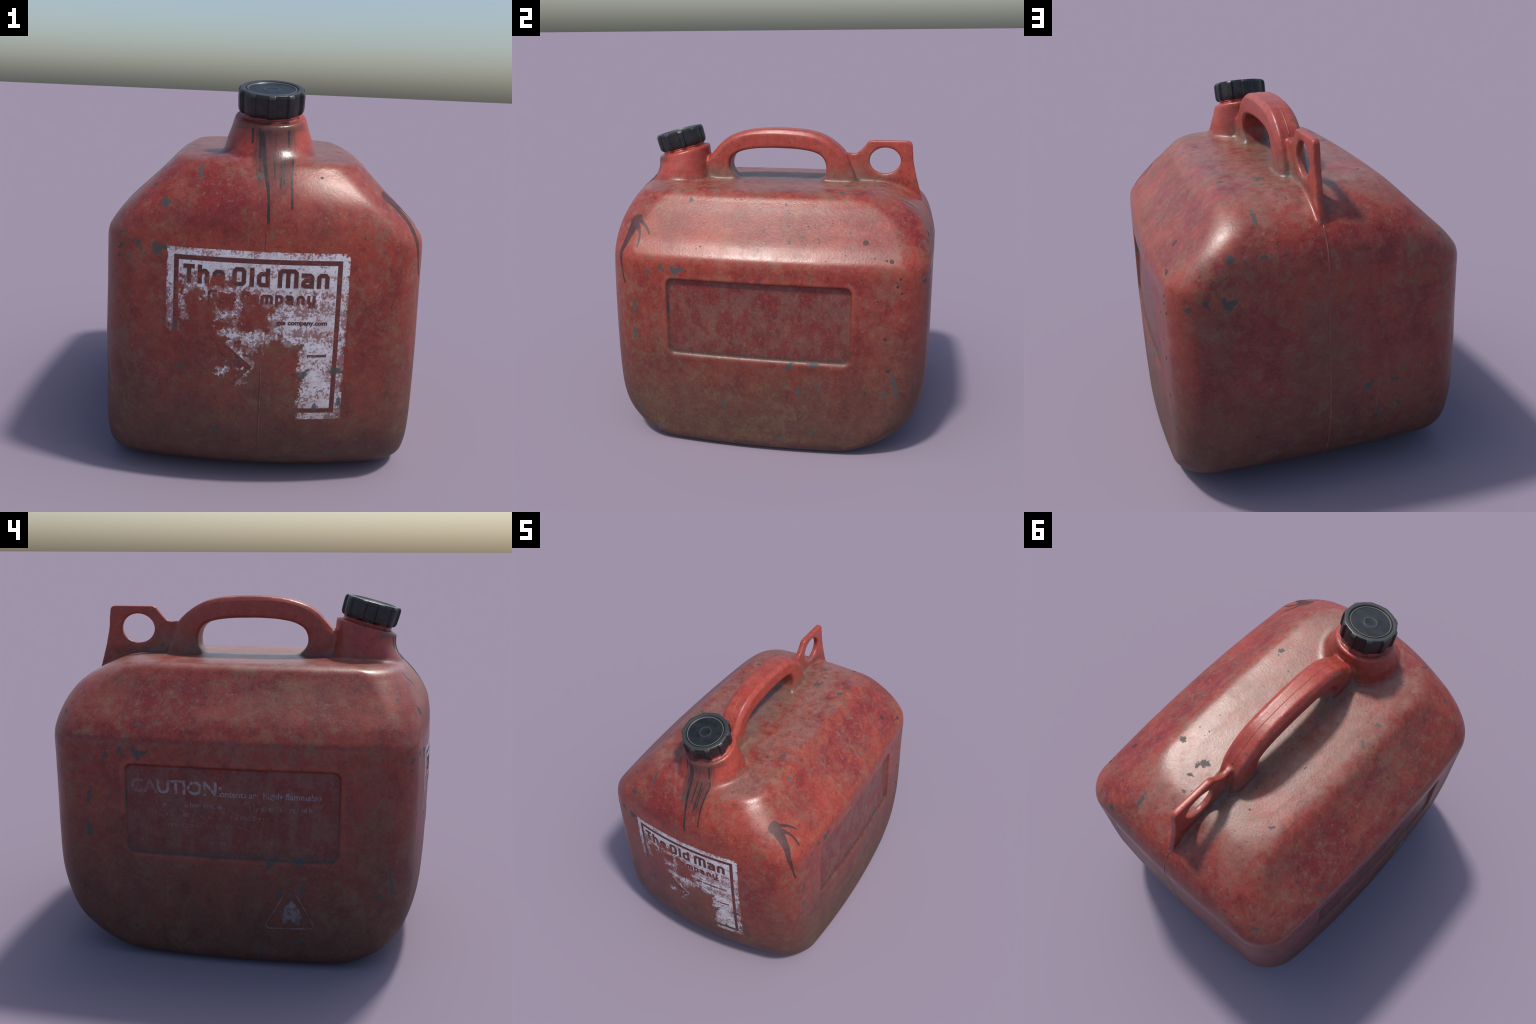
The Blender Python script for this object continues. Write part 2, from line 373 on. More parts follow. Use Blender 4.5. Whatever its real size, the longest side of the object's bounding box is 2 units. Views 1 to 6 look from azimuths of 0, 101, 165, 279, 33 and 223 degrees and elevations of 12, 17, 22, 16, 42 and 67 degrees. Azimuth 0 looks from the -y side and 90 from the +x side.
    if 'upper' not in has: rough = g.lerp(g.mul(ridge, .8), rough, .24)
    rough = g.lerp(stain, rough, .22) if stain is not None else rough
    red = g.mix(g.lerp(upper, g.lerp(g.step(z, 1.2, .7), .03, .16), .03), red, (.19, .105, .075))
    # --- overall brightness by height: lighter above, darker below
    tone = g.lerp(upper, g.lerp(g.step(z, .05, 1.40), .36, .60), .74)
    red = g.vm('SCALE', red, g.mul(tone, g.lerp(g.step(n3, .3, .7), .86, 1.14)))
    # --- paint label on the front face
    lab = None
    if 'front' in has:
        lp = g.vm('ADD', pos, g.vm('SCALE', wob, .55))
        d = None
        for b in SURVIVING:
            q = g.box(lp, *b); d = q if d is None else g.mn(d, q)
        rag = g.noise(g.vec(g.mul(x, 1.), 0., g.mul(z, 1.)), 26., 7., .72)
        hairs = g.noise(g.vec(g.mul(x, 1.), 0., g.mul(z, .35)), 70., 5., .7)
        keep = g.step(g.add(d, g.add(g.mul(g.sub(rag, .5), .17), g.mul(g.sub(hairs, .5), .07))), .005, -.006)
        speck = g.add(g.mul(g.noise(P, 85., 5., .7), .6), g.mul(g.noise(P, 14., 4., .6), .4))
        thr = g.add(g.lerp(g.step(z, 1.02, .93), .41, .438), g.mul(g.step(d, -.055, .01), .085))
        keep = g.mul(keep, g.lerp(g.step(g.sub(speck, thr), .0, .045), .22, 1.))
        inlab = g.step(g.box(pos, *LABEL), .0015, -.0015)
        corner = g.step(g.blob(pos, LABEL[0] + LABEL[2] - .035, LABEL[1] + LABEL[3] - .035, .037, .037), 1.03, .97)
        corner = g.mx(corner, g.mn(1., g.add(g.m('LESS_THAN', x, LABEL[0] + LABEL[2] - .035), g.m('LESS_THAN', z, LABEL[1] + LABEL[3] - .035))))
        front = g.step(y, -.88, -.90)
        lab = g.mul(g.mul(keep, g.mul(inlab, corner)), g.mul(front, g.step(ny, -.6, -.8)))
    chips = None
    def gather(table, p, where):
        d = None
        for c in table:
            q = g.blob(g.vm('ADD', p, wob), *c); d = q if d is None else g.mn(d, q)
        return g.mul(g.step(g.add(d, g.mul(g.sub(n4, .5), 1.6)), 1.2, .68), where)
    if 'upper' not in has: chips = gather(CHIPS, face, g.step(nz, .9, .8))
    if 'upper' not in has:
        chips = g.mx(chips, gather(END_CHIPS, face, g.sub(1., flank)))
        if 'flank' in has or 'top' in has: chips = g.mx(chips, gather(CORNER_CHIPS, face, g.mul(flank, g.m('LESS_THAN', x, 0.))))
    if 'top' in has: chips = g.mx(chips, gather(TOP_CHIPS, g.vec(x, y, 0.), top))
    # scattered small nicks
    def nicks(scale, size, chance):
        v = g.node('ShaderNodeTexVoronoi'); v.inputs['Scale'].default_value = scale; g.put(v.inputs['Vector'], g.vm('ADD', P, wob2))
        r = g.xyz(v.outputs['Color'])
        return g.mul(g.step(v.outputs['Distance'], size, size * .6), g.m('GREATER_THAN', r[0], chance))
    nick = g.mx(nicks(17., .15, .88), nicks(34., .20, .92))
    chips = g.mul(nick, .9) if chips is None else g.mx(chips, g.mul(nick, .9))
    flake = g.mul(g.step(g.add(g.mul(g.noise(P, 15., 5., .6), .8), g.mul(g.noise(P, 3., 2., .5), .2)), .645, .675), .8)
    chips = g.mx(chips, flake)
    chips = g.mul(chips, g.sub(1., g.mul(g.step(z, 1.60, 1.66), .35)))
    col = red
    if lab is not None:
        white = g.mix(n3, (.42, .40, .44), (.66, .645, .70))
        white = g.mix(g.mul(g.step(g.noise(P, 9., 8., .72), .46, .60), .55), white, (.36, .27, .27))
        scratch = g.noise(g.vec(g.add(g.mul(x, .8), g.mul(z, .5)), 0., g.sub(g.mul(z, 2.2), g.mul(x, 1.6))), 46., 6., .75)
        white = g.mix(g.mul(g.step(scratch, .50, .64), .60), white, (.24, .19, .19))
        white = g.mix(g.mul(g.step(z, .56, .36), g.mul(.7, g.step(n2, .35, .6))), white, (.30, .22, .16))
        if lettering == 'label':
            ink = g.mix(n2, (.050, .016, .015), (.090, .026, .024)); white = ink; bold = 1.
        else:
            # printed frame: a band left unpainted between two nested rectangles
            dl = g.box(pos, *LABEL)
            frame = g.mul(g.step(dl, -.0555, -.0535), g.step(dl, -.0315, -.0335))
            white = g.mix(frame, white, g.mix(n2, (.060, .018, .017), (.105, .024, .022)))
        col = g.mix(lab, col, white); rough = g.lerp(lab, rough, .55)
    if lettering == 'caution':
        wear = g.step(g.add(g.mul(g.noise(P, 12., 5., .7), .6), g.add(g.mul(g.noise(P, 45., 4., .7), .4), g.mul(g.step(z, .895, .92), .05))), .46, .57)
        fade = g.lerp(g.step(z, .74, .90), .45, .85)
        fade = g.mul(fade, g.lerp(g.step(y, .42, .36), .35, 1.))
        col = g.mix(g.mul(g.mul(wear, fade), g.lerp(g.step(z, .895, .915), .55, .72)), col, (.32, .28, .31))
    col = g.mix(g.mul(chips, .9), col, g.mix(n3, (.028, .036, .037), (.066, .074, .069)))
    rough = g.lerp(chips, rough, .65)
    b = g.node('ShaderNodeBsdfPrincipled'); o = g.node('ShaderNodeOutputMaterial')
    g.put(b.inputs['Base Color'], col); g.put(b.inputs['Roughness'], rough); g.put(b.inputs['Specular IOR Level'], g.lerp(film, .50, .32))
    # grain of the moulded skin
    h = g.add(g.mul(g.noise(P, 70., 3., .65), .45), g.mul(g.noise(P, 5., 3., .55), .5))
    bump = g.node('ShaderNodeBump'); bump.inputs['Strength'].default_value = .13; bump.inputs['Distance'].default_value = .012
    g.put(bump.inputs['Height'], h); g.put(b.inputs['Normal'], bump.outputs[0])
    g.t.links.new(b.outputs[0], o.inputs[0])
    return g.mat

def simple(name, ca, cb, scale, r0, r1, bump=.15, extra=None):
    g = Graph(name); P = g.node('ShaderNodeTexCoord').outputs['Object']
    n = g.noise(P, scale, 6., .65); f = g.noise(P, scale * 5, 4., .6)
    col = g.mix(g.step(n, .35, .65), ca, cb)
    if extra: col = extra(g, P, col, n, f)
    b = g.node('ShaderNodeBsdfPrincipled'); o = g.node('ShaderNodeOutputMaterial')
    g.put(b.inputs['Base Color'], col); g.put(b.inputs['Roughness'], g.add(r0, g.mul(n, r1 - r0)))
    bp = g.node('ShaderNodeBump'); bp.inputs['Strength'].default_value = bump; bp.inputs['Distance'].default_value = .004
    g.put(bp.inputs['Height'], f); g.put(b.inputs['Normal'], bp.outputs[0]); g.t.links.new(b.outputs[0], o.inputs[0])
    return g.mat

def cap_wear(g, P, col, n, f):
    # distance from the cap's axis and height along it
    q = g.vm('SUBTRACT', P, tuple(COLLAR)); s = g.vm('DOT_PRODUCT', q, tuple(AX))
    r = g.vm('LENGTH', g.vm('SUBTRACT', q, g.vm('SCALE', tuple(AX), s)))
    rim = g.mul(g.step(s, .112, .124), g.step(r, .116, .126))
    col = g.mix(g.mul(rim, g.lerp(f, .45, 1.)), col, (.044, .048, .048))
    lip = g.mul(g.step(s, .122, .126), g.mul(g.step(r, .108, .1105), g.step(r, .1165, .1140)))
    col = g.mix(g.mul(lip, .8), col, (.15, .135, .115))
    disc = g.mul(g.step(r, .109, .106), g.step(s, .11, .12))
    dusty = g.step(g.noise(P, 24., 6., .7), .42, .68)
    col = g.mix(g.mul(disc, g.mul(dusty, .5)), col, (.026, .028, .028))
    mark = g.mul(disc, g.mul(g.step(r, .0335, .035), g.step(r, .0385, .037)))
    col = g.mix(g.mul(mark, .7), col, (.09, .078, .07))
    skirt = g.step(s, .112, .10)
    return g.mix(g.mul(skirt, g.mul(.45, g.step(g.noise(P, 30., 5., .6), .42, .6))), col, (.040, .028, .027))
# ------------------------------------------------------------------ assembling
NAMES = {0: "body", 1: "neck", 2: "handle", 3: "hanging_loop", 4: "recessed_panel", 5: "recessed_panel"}
root = bpy.data.objects.new("fuel_can", None); bpy.context.scene.collection.objects.link(root)
root["label"] = "battered red plastic fuel can with black screw cap"
root["category"] = "fuel can"
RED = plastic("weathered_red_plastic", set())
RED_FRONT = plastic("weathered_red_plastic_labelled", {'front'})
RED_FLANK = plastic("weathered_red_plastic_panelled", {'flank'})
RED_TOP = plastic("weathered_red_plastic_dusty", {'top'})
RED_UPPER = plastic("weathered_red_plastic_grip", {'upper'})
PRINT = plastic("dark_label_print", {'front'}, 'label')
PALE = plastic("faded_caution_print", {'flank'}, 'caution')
BLACK = simple("black_cap_plastic", (.005, .006, .0075), (.011, .0125, .015), 14., .26, .46, .2, cap_wear)
OIL = simple("dried_oil", (.042, .010, .010), (.080, .020, .018), 20., .42, .6)
STAIN = simple("dark_oil_film", (.022, .012, .012), (.048, .022, .020), 20., .25, .4)
SPOT = simple("dark_spatter", (.034, .012, .014), (.052, .017, .018), 30., .55, .7)
GREY = simple("grey_scuff", (.06, .06, .058), (.10, .09, .085), 40., .5, .6)
MARKER = simple("worn_marker", (.13, .045, .038), (.20, .075, .062), 30., .4, .5)
RIDGE = simple("worn_ridge_plastic", (.10, .035, .030), (.16, .095, .088), 18., .4, .55)  # triangle colour lightened so its raised edges look lit
SEAM = simple("worn_seam_plastic", (.16, .045, .038), (.22, .085, .070), 14., .35, .5)
FLAME = simple("worn_pale_paint", (.085, .045, .040), (.15, .13, .135), 40., .5, .6)

def region_object(k, mat):
    idx = np.nonzero(reg == k)[0]
    f = [fl[i] for i in idx]
    used = np.unique(np.concatenate([np.array(q) for q in f])); mp = {int(a): i for i, a in enumerate(used)}
    ob = new_object(NAMES[k], co[used], [[mp[v] for v in q] for q in f], mat, root)
    ob.data.normals_split_custom_set_from_vertices([Vector(n) for n in nrm[used]])
    return ob
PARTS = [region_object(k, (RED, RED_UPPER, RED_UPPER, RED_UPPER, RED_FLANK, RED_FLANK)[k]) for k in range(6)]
BODY_OB = PARTS[0]
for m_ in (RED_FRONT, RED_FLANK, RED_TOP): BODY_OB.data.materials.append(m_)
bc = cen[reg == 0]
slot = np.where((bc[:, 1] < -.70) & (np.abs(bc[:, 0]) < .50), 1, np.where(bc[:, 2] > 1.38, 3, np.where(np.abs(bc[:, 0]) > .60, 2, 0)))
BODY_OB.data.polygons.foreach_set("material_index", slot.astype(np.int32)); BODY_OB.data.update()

# ---- screw cap, turned on the tilted spout axis, with ten broad flutes
def flute(th):
    ph = (th * 10 / (2 * math.pi)) % 1.0                    # 0..1 within a pitch, ridge at the ends
    d = np.minimum(ph, 1 - ph)                              # distance from ridge centre
    return sstep(.13, .21, d)
def turned(name, rings, mat, parent, n=400, cap=True):
    th = np.linspace(0, 2 * math.pi, n, endpoint=False); fw = flute(th + math.pi / 2 + math.pi)
    R = []
    for r, s, w in rings:
        rr = r - .0125 * w * fw
        R.append(COLLAR + AX * s + (rr * np.cos(th))[:, None] * np.array([1, 0, 0]) + (rr * np.sin(th))[:, None] * AY)
    v, f = loft(R); ob = new_object(name, v, f, mat, parent)
    ob.data.normals_split_custom_set_from_vertices([vv.normal.copy() for vv in ob.data.vertices]) if False else None
    return ob
CAP = [(.118, .048, 0), (.118, .024, 0), (.136, .0225, .3), (.1435, .024, .6), (.1505, .030, 1), (.1540, .038, 1), (.156, .048, 1), (.157, .085, 1), (.157, .108, 1), (.1565, .115, .98),
       (.155, .121, .85), (.1525, .1262, .55), (.149, .1298, .25), (.144, .132, .06), (.138, .1326, 0), (.1275, .1322, 0), (.1245, .1312, 0), (.1225, .128, 0), (.1212, .1245, 0), (.1195, .1232, 0),
       (.1172, .1235, 0), (.1155, .1262, 0), (.114, .1288, 0), (.112, .1290, 0), (.110, .1275, 0), (.1085, .1250, 0), (.1065, .1245, 0)]
cap = turned("cap", CAP[:-1] + [(.1065, .1235, 0)], BLACK, root)
disc = turned("cap_disc", [(.108, .118, 0), (.108, .1246, 0), (.06, .1247, 0), (.0375, .1247, 0), (.0365, .1251, 0), (.0355, .1251, 0), (.0345, .1247, 0), (.012, .1247, 0), (.002, .1247, 0)], BLACK, cap)
for o in (cap, disc):
    md = o.modifiers.new("edge", 'EDGE_SPLIT'); md.split_angle = math.radians(38)
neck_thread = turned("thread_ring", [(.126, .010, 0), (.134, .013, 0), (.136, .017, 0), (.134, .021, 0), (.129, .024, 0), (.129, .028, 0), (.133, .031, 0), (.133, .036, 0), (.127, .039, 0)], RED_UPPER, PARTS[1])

def face_out(ob):
    bm = bmesh.new(); bm.from_mesh(ob.data); bmesh.ops.recalc_face_normals(bm, faces=bm.faces); bm.to_mesh(ob.data); bm.free()
    ob.data.polygons.foreach_set('use_smooth', [True] * len(ob.data.polygons))
# ---- helpers that lay things on the skin of the can
def on_skin(p, lift=0.):
    h = BVH.find_nearest(Vector(p)); n = h[1]
    return np.array(h[0]) + np.array(n) * lift, np.array(n)
def cast(o, d, lift=0.):
    h = BVH.ray_cast(Vector(o), Vector(d))
    return (np.array(h[0]) + np.array(h[1]) * lift, np.array(h[1]))
def run_of_liquid(name, pts, widths, mat, lift=.0016, parent=None, wobble=.0):
    """rounded bead that follows the surface through pts"""
    k = spline(pts, max(6, 14 * len(pts))); w = np.interp(np.linspace(0, 1, len(k)), np.linspace(0, 1, len(widths)), widths)
    C = []; Nn = []
    for p in k:
        c, n = on_skin(p); C.append(c); Nn.append(n)
    C = np.array(C); Nn = np.array(Nn)
    for _ in range(2): Nn[1:-1] = (Nn[:-2] + 2 * Nn[1:-1] + Nn[2:]); Nn /= np.linalg.norm(Nn, axis=1)[:, None]
    T = np.gradient(C, axis=0); B = np.cross(T, Nn); B /= np.linalg.norm(B, axis=1)[:, None]; T /= np.linalg.norm(T, axis=1)[:, None]
    rings = []; NN = []
    m = len(C)
    for i in range(m):
        e = min(1, math.sqrt(max(0., 1 - (1 - min(i, m - 1 - i) * .45) ** 2)) if min(i, m - 1 - i) < 2.2 else 1)
        a = max(w[i] * e, .0006) * (1 + wobble * math.sin(i * 1.7 + m)); ring = []
        for ang in np.linspace(0, 2 * math.pi, 10, endpoint=False):
            q = C[i] + B[i] * a * math.cos(ang)
            s, n = on_skin(q); hgt = math.sin(ang)
            ring.append(s + n * (lift * (.35 + .65 * e) * hgt if hgt > 0 else -.003)); NN.append(n)
        rings.append(np.array(ring))
    v, f = loft(rings); ob = new_object(name, v, f, mat, parent or BODY_OB)
    face_out(ob); ob.data.normals_split_custom_set_from_vertices([Vector(q) for q in NN]); return ob
def spot(name, p, r, mat, lift=.0014, jag=.12, seed=0):
    c, n = on_skin(p); a = np.cross(n, [0, 0, 1.]); a /= np.linalg.norm(a); b = np.cross(n, a)
    rg = np.random.default_rng(seed); k = 18; ph = rg.uniform(0, 6.28, 3)
    V = [c + n * lift]; NN = [n]
    for fr, l in ((.55, lift * .9), (.9, lift * .55), (1., -.002)):
        for t in np.linspace(0, 2 * math.pi, k, endpoint=False):
            q = r * fr * (1 + jag * math.sin(2 * t + ph[0]) + jag * .7 * math.sin(3 * t + ph[1]))
            s, m = on_skin(c + a * q * math.cos(t) + b * q * math.sin(t)); V.append(s + m * l); NN.append(m)
    F = [(0, 1 + i, 1 + (i + 1) % k) for i in range(k)]
    for q in range(2):
        for i in range(k):
            j = (i + 1) % k; F.append((1 + q * k + i, 1 + (q + 1) * k + i, 1 + (q + 1) * k + j, 1 + q * k + j))
    F.append(tuple(1 + 2 * k + i for i in range(k))[::-1])
    ob = new_object(name, V, F, mat, BODY_OB)
    face_out(ob); ob.data.normals_split_custom_set_from_vertices([Vector(q) for q in NN]); return ob

# ---- oil that ran over the front-right corner and down from the spout
spot("oil_splash", (.546, -.772, 1.365), .043, OIL, lift=.0022, jag=.06, seed=3)
run_of_liquid("oil_splash", [(.535, -.765, 1.378), (.553, -.770, 1.358), (.575, -.777, 1.331), (.611, -.788, 1.286), (.642, -.800, 1.24), (.668, -.818, 1.188), (.689, -.819, 1.130), (.700, -.815, 1.08), (.711, -.805, 1.015)],
              [.026, .036, .032, .024, .019, .014, .008, .006, .007], OIL)
run_of_liquid("oil_splash", [(.560, -.765, 1.352), (.573, -.758, 1.339), (.600, -.737, 1.318), (.622, -.724, 1.296), (.655, -.718, 1.256), (.680, -.722, 1.222)], [.018, .016, .010, .007, .006, .005], OIL)
run_of_liquid("oil_splash", [(.552, -.755, 1.364), (.570, -.728, 1.354), (.602, -.688, 1.327), (.636, -.660, 1.294)], [.016, .011, .008, .006], OIL)
for pts, wd in (([(-.035, -.781, 1.64), (-.023, -.822, 1.532), (-.013, -.876, 1.451), (.000, -.928, 1.372), (.005, -.957, 1.252)], [.006, .009, .009, .008, .006, .0065]),
                ([(.098, -.79, 1.56), (.103, -.797, 1.535), (.100, -.894, 1.429), (.103, -.947, 1.315)], [.005, .006, .005, .0055]),
                ([(.052, -.805, 1.548), (.054, -.862, 1.467), (.051, -.917, 1.394)], [.004, .005, .005]),
                ([(.066, -.82, 1.52), (.068, -.88, 1.455), (.066, -.905, 1.41)], [.003, .004, .004]),
                ([(.020, -.81, 1.55), (.024, -.86, 1.47), (.026, -.89, 1.43)], [.003, .004, .003]),
                ([(-.080, -.763, 1.655), (-.079, -.777, 1.586)], [.006, .005]),
                ([(-.048, -.777, 1.655), (-.042, -.825, 1.524)], [.006, .006]),
                ([(.085, -.765, 1.65), (.092, -.79, 1.57)], [.007, .004])):
    run_of_liquid("oil_drip", pts, wd, STAIN, lift=.0018)
for i, (p, r) in enumerate((((.636, .610, 1.303), .0185), ((.690, .758, 1.211), .0145), ((.692, .731, 1.216), .008), ((.711, .808, 1.133), .008), ((.721, .796, 1.088), .008),
                            ((.713, .819, 1.049), .008), ((.748, .692, .999), .006), ((.742, .741, .775), .010), ((.739, .763, .582), .012), ((.735, .70, .86), .004), ((.72, .78, .93), .004))):
    spot("spatter_drop", p, r, SPOT, seed=i, jag=.05)
for i, (p, r) in enumerate((((.473, -.448, 1.479), .017), ((.607, .024, 1.344), .010), ((.657, .181, 1.289), .013), ((.484, .133, 1.472), .008), ((.435, -.296, 1.509), .010),
                            ((.630, .257, 1.320), .009), ((.445, .023, 1.502), .006), ((.599, .522, 1.350), .010), ((.462, -.179, 1.489), .006), ((.465, -.141, 1.487), .007), ((.22, -.60, 1.575), .008))):
    spot("scuff_mark", p, r, GREY, lift=.0016, jag=.16, seed=40 + i)

# ---- worn marker writing on the right shoulder
for pts, wd in (([(.524, -.144, 1.435), (.556, -.147, 1.401), (.586, -.156, 1.367)], [.008, .007, .006]),
                ([(.526, -.143, 1.433), (.521, -.108, 1.438), (.535, -.100, 1.423), (.555, -.117, 1.402), (.560, -.141, 1.397)], [.007, .006, .007, .006, .005]),
                ([(.507, .147, 1.451), (.547, .144, 1.410), (.585, .140, 1.369), (.591, .171, 1.362), (.576, .203, 1.380)], [.012, .006, .004, .006, .005]),
                ([(.53, .125, 1.43), (.512, .150, 1.447)], [.005, .006]),
                ([(.531, -.301, 1.428), (.547, -.296, 1.411)], [.009, .007]), ([(.536, -.290, 1.421), (.529, -.266, 1.430)], [.006, .007]),
                ([(.529, -.243, 1.431), (.534, -.233, 1.425), (.531, -.215, 1.428)], [.005, .007, .005]),
                ([(.573, -.279, 1.38), (.584, -.277, 1.37)], [.009, .006]), ([(.604, -.248, 1.348), (.626, -.250, 1.325)], [.007, .006]),
                ([(.573, -.222, 1.382), (.607, -.212, 1.345)], [.008, .008]), ([(.551, .012, 1.406), (.552, .03, 1.405)], [.004, .004]), ([(.574, .045, 1.381), (.588, .032, 1.366)], [.003, .004])):
    run_of_liquid("marker_stroke", pts, wd, MARKER, lift=.0010, wobble=.12)

# ---- mould seam: a thin raised line round the can at x = 0
def seam(pts_dirs, name="mould_seam", mat=RED):
    P = []
    for o, d in pts_dirs:
        h = BVH.ray_cast(Vector(o), Vector(d))
        if h[0]: P.append((np.array(h[0]), np.array(h[1])))
    rings = []
    for i, (p, n) in enumerate(P):
        n = np.array([0, n[1], n[2]]); n /= np.linalg.norm(n)
        rings.append(np.array([p + np.array([1, 0, 0]) * .0034 * math.cos(a) + n * ((.0026 if mat is SEAM else .0019) * math.sin(a) - .0004) for a in np.linspace(0, 2 * math.pi, 8, endpoint=False)]))
    v, f = loft(rings); ob = new_object(name, v, f, mat, BODY_OB); face_out(ob); return ob
seam(mat=SEAM, pts_dirs=[((0, 3, zz), (0, -1, 0)) for zz in np.linspace(.10, 1.415, 100)])
seam([((0, -3, zz), (0, 1, 0)) for zz in np.linspace(.10, .60, 50)])
seam([((0, -3, zz), (0, 1, 0)) for zz in np.linspace(1.14, 1.22, 20)])
seam(mat=RED_UPPER, pts_dirs=[((0, yy, 3), (0, 0, -1)) for yy in np.linspace(-.385, .424, 90)])

# ---- label lettering, drawn as broad strokes with clipped corners
def stroke(pts, w, closed=False):
    """flat band of width w along 2-D points, mitred -> list of quads (2-D)"""
    p = np.array(pts, float); n = len(p)
    if closed: d = np.roll(p, -1, 0) - p
    else: d = np.diff(p, axis=0)
    d = d / np.linalg.norm(d, axis=1)[:, None]; nr = np.c_[-d[:, 1], d[:, 0]]
    L = []; R = []
    for i in range(n):
        if closed: a, b = nr[i - 1], nr[i]
        else: a, b = nr[max(i - 1, 0)], nr[min(i, n - 2)]
        mtr = (a + b); mtr /= max(np.dot(mtr, a), .5)
        L.append(p[i] + mtr * w / 2 * 1.); R.append(p[i] - mtr * w / 2)
    q = []
    for i in range(n if closed else n - 1):
        j = (i + 1) % n; q.append((L[i], L[j], R[j], R[i]))
    return q
def glyph(ch, x0, x1, b, H, w):
    """strokes of a square-shouldered letter standing in the box x0..x1 on baseline b"""
    h = w / 2; l, r = x0 + h, x1 - h; X = H * .80 if ch in "heanmpysao" else H
    t = b + X - h; T = b + H - h; B = b + h; c = min(.45 * w, .3 * (r - l)); mid = b + X * .48; S = []
    arch = [(l, b), (l, t - c), (l + c, t), (r - c, t), (r, t - c), (r, b)]
    def bowl(bot, top): return [(l + c, bot), (r - c, bot), (r, bot + c), (r, top - c), (r - c, top), (l + c, top), (l, top - c), (l, bot + c)]
    cx = (l + r) / 2
    if ch == 'T': S = [([(x0, T), (x1, T)], 0), ([(cx, b), (cx, T - h)], 0)]
    elif ch == 'h': S = [([(l, b), (l, b + H)], 0), ([(l + h, t - .004), (l + h + c, t), (r - c, t), (r, t - c), (r, b)], 0)]
    elif ch == 'e': S = [([(l + h, mid), (r, mid), (r, t - c), (r - c, t), (l + c, t), (l, t - c), (l, B + c), (l + c, B), (x1, B)], 0)]
    elif ch in 'Oo': S = [(bowl(B, T if ch == 'O' else t), 1)]
    elif ch == 'l': S = [([(cx, b), (cx, b + H)], 0)]
    elif ch == 'd':
        t = b + H * .80 - h; S = [([(r - h, t), (l + c, t), (l, t - c), (l, B + c), (l + c, B), (r - h, B)], 0), ([(r, b), (r, b + H)], 0)]
    elif ch in 'Mm':
        tt = T if ch == 'M' else t
        S = [([(l, b), (l, tt - c), (l + c, tt), (r - c, tt), (r, tt - c), (r, b)], 0), ([(cx, b), (cx, tt - h)], 0)]
    elif ch == 'a': S = [([(x0, t), (r - c, t), (r, t - c), (r, b)], 0), ([(r - h, mid + .003), (l + c, mid + .003), (l, mid - c), (l, B + c * .5), (l + c, B), (r - h, B)], 0)]
    elif ch == 'n': S = [(arch, 0)]
    elif ch in 'GC':
        S = [([(x1, T), (l + c, T), (l, T - c), (l, B + c), (l + c, B)] + ([(r, B), (r, b + H * .5), (cx, b + H * .5)] if ch == 'G' else [(x1, B)]), 0)]
    elif ch == 's': S = [([(x1, t), (l + c, t), (l, t - c), (l, mid + c), (l + c, mid), (r - c, mid), (r, mid - c), (r, B + c), (r - c, B), (x0, B)], 0)]
    elif ch == 'p': S = [([(l, b - H * .27), (l, b + X)], 0), ([(l + h, t), (r - c, t), (r, t - c), (r, B + c), (r - c, B), (l + h, B)], 0)]
    elif ch == 'y': S = [([(l, b + X), (l, B + c), (l + c, B), (r - h, B)], 0), ([(r, b + X), (r, b - H * .27 + h + c), (r - c, b - H * .27 + h), (l, b - H * .27 + h)], 0)]
    return [q for pts, cl in S for q in stroke(pts, w, bool(cl))]
def on_front(quads, name, mat, lift=.0013):
    """lay 2-D quads (x, z) on the front face as thin solid pieces"""
    V = []; F = []
    for q in quads:
        long = max(np.linalg.norm(q[1] - q[0]), 1e-6); k = max(1, int(long / .03))
        for s in range(k):
            a, b_ = s / k, (s + 1) / k
            c4 = [q[0] + (q[1] - q[0]) * a, q[0] + (q[1] - q[0]) * b_, q[3] + (q[2] - q[3]) * b_, q[3] + (q[2] - q[3]) * a]
            base = len(V)
            for sgn in (1, -1):
                for c in c4:
                    p, n = cast((c[0], -3, c[1]), (0, 1, 0)); V.append(p + n * (lift if sgn > 0 else -.0015))
            F += [(base, base + 1, base + 2, base + 3), (base + 7, base + 6, base + 5, base + 4)]
            F += [(base + i, base + 4 + i, base + 4 + (i + 1) % 4, base + (i + 1) % 4) for i in range(4)]
    ob = new_object(name, V, F, mat, BODY_OB, smooth=False)
    bm = bmesh.new(); bm.from_mesh(ob.data); bmesh.ops.recalc_face_normals(bm, faces=bm.faces); bm.to_mesh(ob.data); bm.free()
    return ob
for ch, a, b in (('T', -.357, -.308), ('h', -.294, -.243), ('e', -.228, -.174), ('O', -.141, -.081), ('l', -.067, -.044), ('d', -.033, .023),
                 ('M', .058, .148), ('a', .161, .217), ('n', .230, .285)):
    on_front(glyph(ch, a, b, .980, .084, .0188), "label_letter", PRINT)
for ch, a, b in (('G', -.247, -.205), ('a', -.195, -.158), ('s', -.148, -.115), ('C', -.092, -.050), ('o', -.090 + .05, -.090 + .052)) if False else (
                 ('G', -.247, -.207), ('a', -.198, -.163), ('s', -.154, -.122), ('C', -.098, -.060), ('o', -.052, -.018) if False else ('o', -.055, -.022),
                 ('m', -.013, .040), ('p', .050, .085), ('a', .096, .131), ('n', .145, .180), ('y', .192, .228)):
    on_front(glyph(ch, a, b, .905, .052, .0125), "label_letter", PRINT)
# remains of a slanted hazard diamond
for p, q, w in (((-.225, .752), (-.045, .600), .021), ((-.185, .690), (-.085, .604), .024), ((-.150, .665), (-.118, .640), .03), ((-.125, .535), (-.078, .572), .012), ((-.20, .72), (-.165, .69), .018)):
    on_front(stroke([p, q], w), "label_stripe", PRINT)

